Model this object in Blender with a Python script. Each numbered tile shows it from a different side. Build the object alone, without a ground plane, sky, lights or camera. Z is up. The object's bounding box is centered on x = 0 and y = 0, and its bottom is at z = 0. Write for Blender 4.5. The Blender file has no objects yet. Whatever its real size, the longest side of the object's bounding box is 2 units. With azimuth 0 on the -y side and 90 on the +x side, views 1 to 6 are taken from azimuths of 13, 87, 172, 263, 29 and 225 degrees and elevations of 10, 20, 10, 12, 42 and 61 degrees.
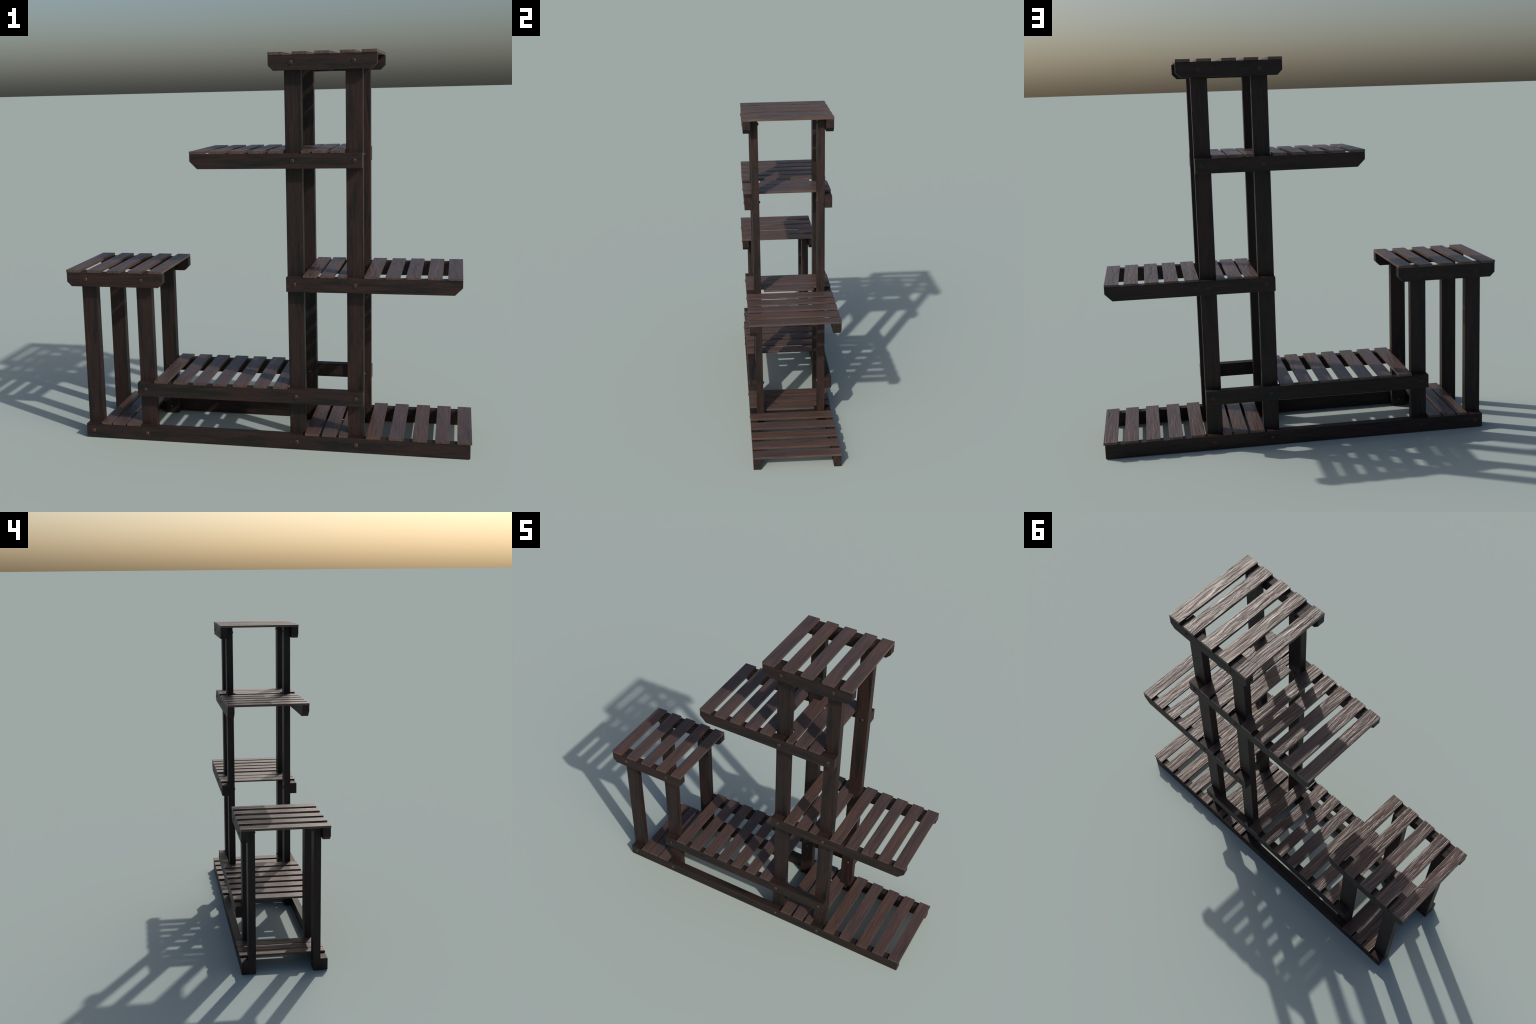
import bpy, bmesh, math, random
from mathutils import Matrix, Vector

random.seed(11)
coll = bpy.context.scene.collection

# ------------------------------------------------------------------ materials
class Nodes:
    """Small helper that wires shader nodes."""
    def __init__(self, name):
        self.mat = bpy.data.materials.new(name)
        self.mat.use_nodes = True
        self.t = self.mat.node_tree
        self.t.nodes.clear()

    def new(self, kind, **kw):
        n = self.t.nodes.new(kind)
        for k, v in kw.items():
            setattr(n, k, v)
        return n

    def put(self, sock, val):
        if isinstance(val, bpy.types.NodeSocket):
            self.t.links.new(val, sock)
        else:
            sock.default_value = val

    def math(self, op, a, b=0.0, clamp=False):
        n = self.new('ShaderNodeMath', operation=op, use_clamp=clamp)
        self.put(n.inputs[0], a)
        self.put(n.inputs[1], b)
        return n.outputs[0]

    def vmath(self, op, a, b):
        n = self.new('ShaderNodeVectorMath', operation=op)
        self.put(n.inputs[0], a)
        self.put(n.inputs[1], b)
        return n.outputs[0]

    def noise(self, vec, scale=1.0, detail=3.0, rough=0.55, dist=0.0):
        n = self.new('ShaderNodeTexNoise')
        self.put(n.inputs['Vector'], vec)
        n.inputs['Scale'].default_value = scale
        n.inputs['Detail'].default_value = detail
        n.inputs['Roughness'].default_value = rough
        n.inputs['Distortion'].default_value = dist
        return n.outputs[0]

    def ramp(self, fac, stops, ease='LINEAR'):
        n = self.new('ShaderNodeValToRGB')
        cr = n.color_ramp
        cr.interpolation = ease
        while len(cr.elements) < len(stops):
            cr.elements.new(0.5)
        for e, (p, c) in zip(cr.elements, stops):
            e.position = p
            e.color = (*c, 1.0) if isinstance(c, tuple) else (c, c, c, 1.0)
        self.put(n.inputs[0], fac)
        return n.outputs[0]

    def mix(self, fac, a, b, mode='MIX'):
        n = self.new('ShaderNodeMix', data_type='RGBA', blend_type=mode)
        self.put(n.inputs[0], fac)
        self.put(n.inputs[6], a)
        self.put(n.inputs[7], b)
        return n.outputs[2]

    def bump(self, height, strength, distance, normal=None):
        n = self.new('ShaderNodeBump')
        self.put(n.inputs['Height'], height)
        n.inputs['Strength'].default_value = strength
        n.inputs['Distance'].default_value = distance
        if normal is not None:
            self.put(n.inputs['Normal'], normal)
        return n.outputs[0]

    def finish(self, color, rough, normal=None, spec=0.5, metal=0.0):
        b = self.new('ShaderNodeBsdfPrincipled')
        self.put(b.inputs['Base Color'], color)
        self.put(b.inputs['Roughness'], rough)
        self.put(b.inputs['Specular IOR Level'], spec)
        self.put(b.inputs['Metallic'], metal)
        if normal is not None:
            self.put(b.inputs['Normal'], normal)
        o = self.new('ShaderNodeOutputMaterial')
        self.t.links.new(b.outputs[0], o.inputs[0])
        return self.mat


def grain_space(N):
    """Object coordinates (length of a board = x) shifted at random for each board."""
    tc = N.new('ShaderNodeTexCoord')
    info = N.new('ShaderNodeObjectInfo')
    rnd = info.outputs['Random']
    wn = N.new('ShaderNodeTexWhiteNoise', noise_dimensions='1D')
    N.put(wn.inputs['W'], rnd)
    shift = N.vmath('MULTIPLY', wn.outputs['Color'], (37.0, 53.0, 29.0))
    return N.vmath('ADD', tc.outputs['Object'], shift), rnd


def creases(N, p, stretch, lo, width, sparse=0.56):
    """Thin wandering lines: contours of a stretched noise, kept only in some places."""
    q = N.vmath('MULTIPLY', p, stretch)
    n = N.noise(q, 1.0, 1.5, 0.45, 0.25)
    d = N.math('ABSOLUTE', N.math('SUBTRACT', n, lo))
    line = N.ramp(d, [(0.0, 1.0), (width, 0.0)], 'EASE')
    keep = N.ramp(N.noise(N.vmath('MULTIPLY', p, (5.0, 14.0, 14.0)), 1.0, 1.0),
                  [(sparse, 0.0), (sparse + 0.05, 1.0)])
    return N.math('MULTIPLY', line, keep)


def specks(N, p, scale, size, share):
    """Sparse little dents and knots."""
    v = N.new('ShaderNodeTexVoronoi', feature='F1')
    N.put(v.inputs['Vector'], N.vmath('MULTIPLY', p, (0.6, 1.0, 1.0)))
    v.inputs['Scale'].default_value = scale
    dot = N.ramp(v.outputs['Distance'], [(size * 0.5, 1.0), (size, 0.0)], 'EASE')
    sep = N.new('ShaderNodeSeparateColor')
    N.put(sep.inputs[0], v.outputs['Color'])
    some = N.math('GREATER_THAN', sep.outputs[0], 1.0 - share)
    return N.math('MULTIPLY', dot, some)


def beam_material():
    """Dark charred stain on rails and posts: red-brown with blackish streaks."""
    N = Nodes('dark_stained_beam')
    p, rnd = grain_space(N)
    broad = N.noise(N.vmath('MULTIPLY', p, (3.4, 32.0, 32.0)), 1.0, 3.5, 0.58, 0.7)
    fine = N.noise(N.vmath('MULTIPLY', p, (10.0, 170.0, 170.0)), 1.0, 3.0, 0.6, 0.2)
    mottle = N.noise(N.vmath('MULTIPLY', p, (60.0, 90.0, 90.0)), 1.0, 3.0, 0.6)
    base = N.ramp(broad, [(0.28, (0.0068, 0.0070, 0.0068)), (0.41, (0.0125, 0.0106, 0.0097)),
                          (0.51, (0.0245, 0.0134, 0.0116)), (0.72, (0.0320, 0.0158, 0.0136))])
    col = N.mix(0.6, base, N.ramp(fine, [(0.28, (0.45, 0.48, 0.48)), (0.55, (1.0, 1.0, 1.0)),
                                         (0.78, (1.6, 1.42, 1.36))]), 'MULTIPLY')
    col = N.mix(0.5, col, N.ramp(mottle, [(0.3, (0.65, 0.66, 0.66)), (0.7, (1.3, 1.26, 1.24))]),
                'MULTIPLY')
    tone = N.ramp(rnd, [(0.0, (0.84, 0.90, 0.90)), (1.0, (1.15, 1.04, 1.0))])
    col = N.mix(1.0, col, tone, 'MULTIPLY')
    line = creases(N, p, (4.0, 10.0, 10.0), 0.52, 0.007, 0.62)
    dot = specks(N, p, 17.0, 0.080, 0.15)
    col = N.mix(N.math('MULTIPLY', line, 0.15), col, (0.085, 0.055, 0.046, 1.0))
    col = N.mix(N.math('MULTIPLY', dot, 0.45), col, (0.075, 0.046, 0.037, 1.0))
    nrm = N.bump(broad, 0.55, 0.0040)
    nrm = N.bump(fine, 0.45, 0.0016, nrm)
    nrm = N.bump(N.math('MAXIMUM', line, dot), 0.35, 0.0010, nrm)
    return N.finish(col, N.ramp(broad, [(0.3, 0.52), (0.7, 0.62)]), nrm, 0.27)


def slat_material():
    """Lighter weathered brown on the slats, glossy, with raised grain and creases."""
    N = Nodes('weathered_brown_slat')
    p, rnd = grain_space(N)
    wob = N.noise(N.vmath('MULTIPLY', p, (3.5, 7.0, 7.0)), 1.0, 1.5, 0.5)
    warped = N.vmath('ADD', p, N.vmath('MULTIPLY', wob, (0.0, 0.040, 0.0)))
    broad = N.noise(N.vmath('MULTIPLY', p, (4.0, 20.0, 20.0)), 1.0, 2.5, 0.5, 0.5)
    streak = N.noise(N.vmath('MULTIPLY', warped, (7.5, 66.0, 66.0)), 1.0, 2.8, 0.52, 0.25)
    fibre = N.noise(N.vmath('MULTIPLY', warped, (24.0, 300.0, 300.0)), 1.0, 2.5, 0.6, 0.1)
    base = N.ramp(broad, [(0.30, (0.052, 0.0350, 0.0308)), (0.50, (0.068, 0.0420, 0.0355)),
                          (0.70, (0.085, 0.0495, 0.0390))])
    col = N.mix(0.35, base, N.ramp(streak, [(0.28, (0.70, 0.69, 0.69)), (0.52, (1.0, 1.0, 1.0)),
                                            (0.75, (1.22, 1.18, 1.14))]), 'MULTIPLY')
    col = N.mix(0.35, col, N.ramp(fibre, [(0.3, (0.75, 0.75, 0.75)), (0.7, (1.2, 1.18, 1.16))]),
                'MULTIPLY')
    tone = N.ramp(rnd, [(0.0, (0.94, 0.97, 1.02)), (0.6, (1.02, 1.0, 0.98)), (1.0, (1.06, 0.98, 0.86))])
    col = N.mix(1.0, col, tone, 'MULTIPLY')
    # sawn sides and ends are a little paler and yellower than the faces
    tc = N.new('ShaderNodeTexCoord')
    sx = N.new('ShaderNodeSeparateXYZ')
    N.put(sx.inputs[0], tc.outputs['Normal'])
    side = N.ramp(N.math('ABSOLUTE', sx.outputs[2]), [(0.35, 1.0), (0.75, 0.0)])
    col = N.mix(side, col, N.mix(1.0, col, (1.18, 1.12, 1.02, 1.0), 'MULTIPLY'))
    line = creases(N, p, (3.5, 9.0, 9.0), 0.50, 0.010, 0.56)
    col = N.mix(N.math('MULTIPLY', line, 0.40), col, (0.035, 0.022, 0.019, 1.0))
    height = N.ramp(streak, [(0.25, 0.0), (0.48, 0.55), (0.56, 0.70), (0.78, 1.0)], 'EASE')
    calm = N.ramp(N.noise(N.vmath('MULTIPLY', p, (3.0, 14.0, 14.0)), 1.0, 1.0), [(0.36, 0.40), (0.56, 1.0)])
    nrm = N.bump(N.math('MULTIPLY', height, calm), 0.95, 0.0034)
    nrm = N.bump(fibre, 0.18, 0.0006, nrm)
    nrm = N.bump(line, 0.55, -0.0011, nrm)
    return N.finish(col, N.ramp(streak, [(0.3, 0.47), (0.7, 0.38)]), nrm, 0.5)


def bolt_material():
    """Worn copper brown bolt heads with a greyer crown, each a little different."""
    N = Nodes('worn_bolt_metal')
    tc = N.new('ShaderNodeTexCoord')
    info = N.new('ShaderNodeObjectInfo')
    rnd = info.outputs['Random']
    tint = N.ramp(rnd, [(0.0, (0.036, 0.024, 0.019)), (0.5, (0.053, 0.029, 0.020)),
                        (1.0, (0.095, 0.040, 0.022))])
    n = N.noise(tc.outputs['Object'], 160.0, 3.0)
    flat = N.vmath('MULTIPLY', tc.outputs['Object'], (1.0, 1.0, 0.0))
    ln = N.new('ShaderNodeVectorMath', operation='LENGTH')
    N.put(ln.inputs[0], flat)
    crown = N.ramp(N.math('MULTIPLY', ln.outputs['Value'], 100.0), [(0.45, 0.7), (0.85, 0.0)])
    col = N.mix(crown, tint, N.mix(0.75, tint, (0.030, 0.026, 0.024, 1.0)))
    col = N.mix(0.6, col, N.ramp(n, [(0.3, 0.55), (0.7, 1.25)]), 'MULTIPLY')
    return N.finish(col, 0.5, N.bump(n, 0.25, 0.0006), 0.45, 0.2)


BEAM, SLAT_MAT, BOLT = beam_material(), slat_material(), bolt_material()

# ------------------------------------------------------------------ geometry
def board_mesh(name, outline, thick, edge, mat):
    """Outline in local x (length) / y (width), given a thickness in z, edges eased."""
    bm = bmesh.new()
    vs = [bm.verts.new((x, y, -thick / 2)) for x, y in outline]
    f = bm.faces.new(vs)
    r = bmesh.ops.extrude_face_region(bm, geom=[f])
    bmesh.ops.translate(bm, vec=(0, 0, thick),
                        verts=[g for g in r['geom'] if isinstance(g, bmesh.types.BMVert)])
    bmesh.ops.recalc_face_normals(bm, faces=bm.faces)
    bmesh.ops.bevel(bm, geom=list(bm.edges), offset=edge, segments=2, profile=0.6,
                    affect='EDGES', clamp_overlap=True)
    me = bpy.data.meshes.new(name)
    bm.to_mesh(me)
    bm.free()
    me.materials.append(mat)
    return me


def rect(l, w):
    return [(-l / 2, -w / 2), (l / 2, -w / 2), (l / 2, w / 2), (-l / 2, w / 2)]


def place(name, mesh, axes, loc, parent):
    """Axes: where local x, y and z of the part point in the world."""
    ob = bpy.data.objects.new(name, mesh)
    coll.objects.link(ob)
    m = Matrix([Vector(a) for a in axes]).transposed().to_4x4()
    m.translation = Vector(loc)
    ob.parent = parent
    if parent is not None:
        ob.matrix_parent_inverse = WORLD[parent.name].inverted()
    ob.matrix_basis = m
    WORLD[ob.name] = m
    return ob


WORLD = {}
AX_RAIL = ((1, 0, 0), (0, 0, 1), (0, -1, 0))
AX_POST = ((0, 0, 1), (1, 0, 0), (0, 1, 0))
AX_SLAT = ((0, 1, 0), (-1, 0, 0), (0, 0, 1))

stand = bpy.data.objects.new('plant_stand', None)
coll.objects.link(stand)
WORLD['plant_stand'] = Matrix.Identity(4)
stand['label'] = 'dark brown wooden multi-tier slatted plant stand with bolted posts'
stand['category'] = 'plant stand'

RAIL_H, RAIL_T = 0.0705, 0.0418
POST_W, POST_T = 0.0785, 0.0412
Y_OUT = 0.2492                        # outer face of the rails
Y_RAIL = Y_OUT - RAIL_T / 2
Y_POST = Y_OUT - RAIL_T - 0.0003 - POST_T / 2
SLAT_L = 0.5010

# tiers: rail bottom, rail left and right end, (chamfer left, right), bolted post centres
P_STAND = (-0.8985, -0.6098)
P_TOWER = (0.1620, 0.4480)
B_TOWER = (0.1610, 0.4513)
B_STAND = (-0.9005, -0.6107)
TIERS = {
    'base':  (0.0000, -0.9380, 0.9935, 0.0, 0.0, B_STAND + B_TOWER),
    'bench': (0.2322, -0.6505, 0.4872, 0.0, 0.0, B_STAND[1:] + B_TOWER),
    'side':  (0.7935, -0.9988, -0.4975, 0.0236, 0.0236, B_STAND),
    'right': (0.7900, 0.1224, 0.9475, 0.0, 0.0360, B_TOWER),
    'left':  (1.3784, -0.3358, 0.4870, 0.0363, 0.0, B_TOWER),
    'top':   (1.8280, 0.0556, 0.5566, 0.0236, 0.0236, B_TOWER),
}


def rail_outline(l, cl, cr):
    h = RAIL_H / 2
    o = []
    o += [(-l / 2 + cl, -h)] if cl else [(-l / 2, -h)]
    if cr:
        o += [(l / 2 - cr, -h), (l / 2, -h + cr)]
    else:
        o += [(l / 2, -h)]
    o += [(l / 2, h), (-l / 2, h)]
    if cl:
        o += [(-l / 2, -h + cl)]
    return o


# domed bolt head with a cross recess; the plain domed end on the inside of the post
def dome_mesh(name, radius, rise, cross):
    bm = bmesh.new()
    rings, seg = 9, 32
    top = None
    prev = []
    for i in range(rings + 1):
        t = i / rings
        ring = []
        if i == 0:
            d = rise * (0.62 if cross else 1.0)
            top = bm.verts.new((0, 0, d))
            continue
        for k in range(seg):
            a = 2 * math.pi * k / seg
            r = radius * t
            z = rise * math.sqrt(max(0.0, 1 - t ** 2.6))
            if cross and r < radius * 0.62:
                x, y = abs(math.cos(a) * r), abs(math.sin(a) * r)
                if min(x, y) < radius * 0.13:
                    z -= rise * 0.42
            ring.append(bm.verts.new((r * math.cos(a), r * math.sin(a), z)))
        for k in range(seg):
            if prev:
                bm.faces.new((prev[k], ring[k], ring[(k + 1) % seg], prev[(k + 1) % seg]))
            else:
                bm.faces.new((top, ring[k], ring[(k + 1) % seg]))
        prev = ring
    skirt = [bm.verts.new((v.co.x, v.co.y, -0.002)) for v in prev]
    for k in range(seg):
        bm.faces.new((prev[k], skirt[k], skirt[(k + 1) % seg], prev[(k + 1) % seg]))
    bm.faces.new(list(reversed(skirt)))
    bmesh.ops.recalc_face_normals(bm, faces=bm.faces)
    me = bpy.data.meshes.new(name)
    bm.to_mesh(me)
    bm.free()
    me.materials.append(BOLT)
    me.polygons.foreach_set('use_smooth', [True] * len(me.polygons))
    me.set_sharp_from_angle(angle=math.radians(38))
    return me


HEAD = dome_mesh('bolt_head', 0.0106, 0.0045, True)
NUT = dome_mesh('bolt_nut', 0.0088, 0.0072, False)


def turned(side):
    """Axes of a dome that points out along y*side, turned at random."""
    a = random.uniform(0, math.pi)
    z = Vector((0, side, 0))
    x = Vector((math.cos(a), 0, math.sin(a)))
    return x, z.cross(x), z


# posts, one pair in front and one pair behind for each post line
post_meshes = {}
posts = {}
for x, height in ((P_STAND[0], 0.8636), (P_STAND[1], 0.8636),
                  (P_TOWER[0], 1.8980), (P_TOWER[1], 1.8980)):
    if height not in post_meshes:
        post_meshes[height] = board_mesh('post', rect(height, POST_W), POST_T, 0.0013, BEAM)
    for side in (-1, 1):
        posts[(x, side)] = place('post', post_meshes[height], AX_POST,
                                 (x, side * Y_POST, height / 2), stand)

# rails in pairs with their bolts
for tier, (z0, xl, xr, cl, cr, bolts) in TIERS.items():
    me = board_mesh('rail', rail_outline(xr - xl, cl, cr), RAIL_T, 0.0014, BEAM)
    zc = z0 + RAIL_H / 2
    for side in (-1, 1):
        rail = place('rail', me, AX_RAIL, ((xl + xr) / 2, side * Y_RAIL, zc), stand)
        for bx in bolts:
            place('bolt_head', HEAD, turned(side), (bx, side * Y_OUT, zc), rail)
            px = min(P_STAND + P_TOWER, key=lambda q: abs(q - bx))
            place('bolt_nut', NUT, turned(-side),
                  (bx, side * (Y_POST - POST_T / 2), zc), posts[(px, side)])

# slats: left edge of each; a few are cut narrower or notched round the posts
def slat_outline(kind, w):
    if kind in ('', 'n'):
        return rect(SLAT_L, w)
    # wide between the posts, narrow at both ends where it passes beside them;
    # local +y points to world -x, so the straight edge is +y for a notch on the right
    l, n = SLAT_L / 2, 0.1475
    a, b, c = w / 2, w / 2 - 0.0420, -w / 2
    o = [(-l, a), (-l, b), (-n, b), (-n, c), (n, c), (n, b), (l, b), (l, a)]
    return o if kind == 'r' else [(x, -y) for x, y in reversed(o)]


# each tier: slat thickness, slat width, row of left edges
SLATS = {
    'base':  (0.0120, 0.0688, [(-0.8562, 'n'), -0.7942, -0.7175, 0.2020, 0.2868, (0.3690, 'r'),
                               0.5002, 0.6098, 0.7215, 0.8282, 0.9318]),
    'bench': (0.0121, 0.0688, [-0.5620, -0.4608, -0.3600, -0.2572, -0.1550, -0.0512, 0.0473]),
    'side':  (0.0131, 0.0690, [-1.0000, -0.8900, -0.7838, -0.6730, -0.5670]),
    'right': (0.0100, 0.0680, [0.2042, 0.2842, (0.3690, 'r'), 0.4955, 0.5932, 0.6875, 0.7865, 0.8795]),
    'left':  (0.0135, 0.0690, [-0.3360, -0.2398, -0.1430, -0.0468, 0.0455, (0.1625, 'l'),
                               0.2545, 0.3370]),
    'top':   (0.0136, 0.0686, [0.0550, 0.1675, 0.2725, 0.3885, 0.4872]),
}
for tier, (thick, width, row) in SLATS.items():
    z = TIERS[tier][0] + RAIL_H + 0.0002 + thick / 2
    made = {}
    for item in row:
        left, kind = item if isinstance(item, tuple) else (item, '')
        w = {'n': 0.0550, 'r': 0.0828, 'l': 0.0828}.get(kind, width)
        if kind not in made:
            made[kind] = board_mesh('slat', slat_outline(kind, w), thick, 0.0010, SLAT_MAT)
        place('slat', made[kind], AX_SLAT, (left + w / 2, 0.0, z), stand)
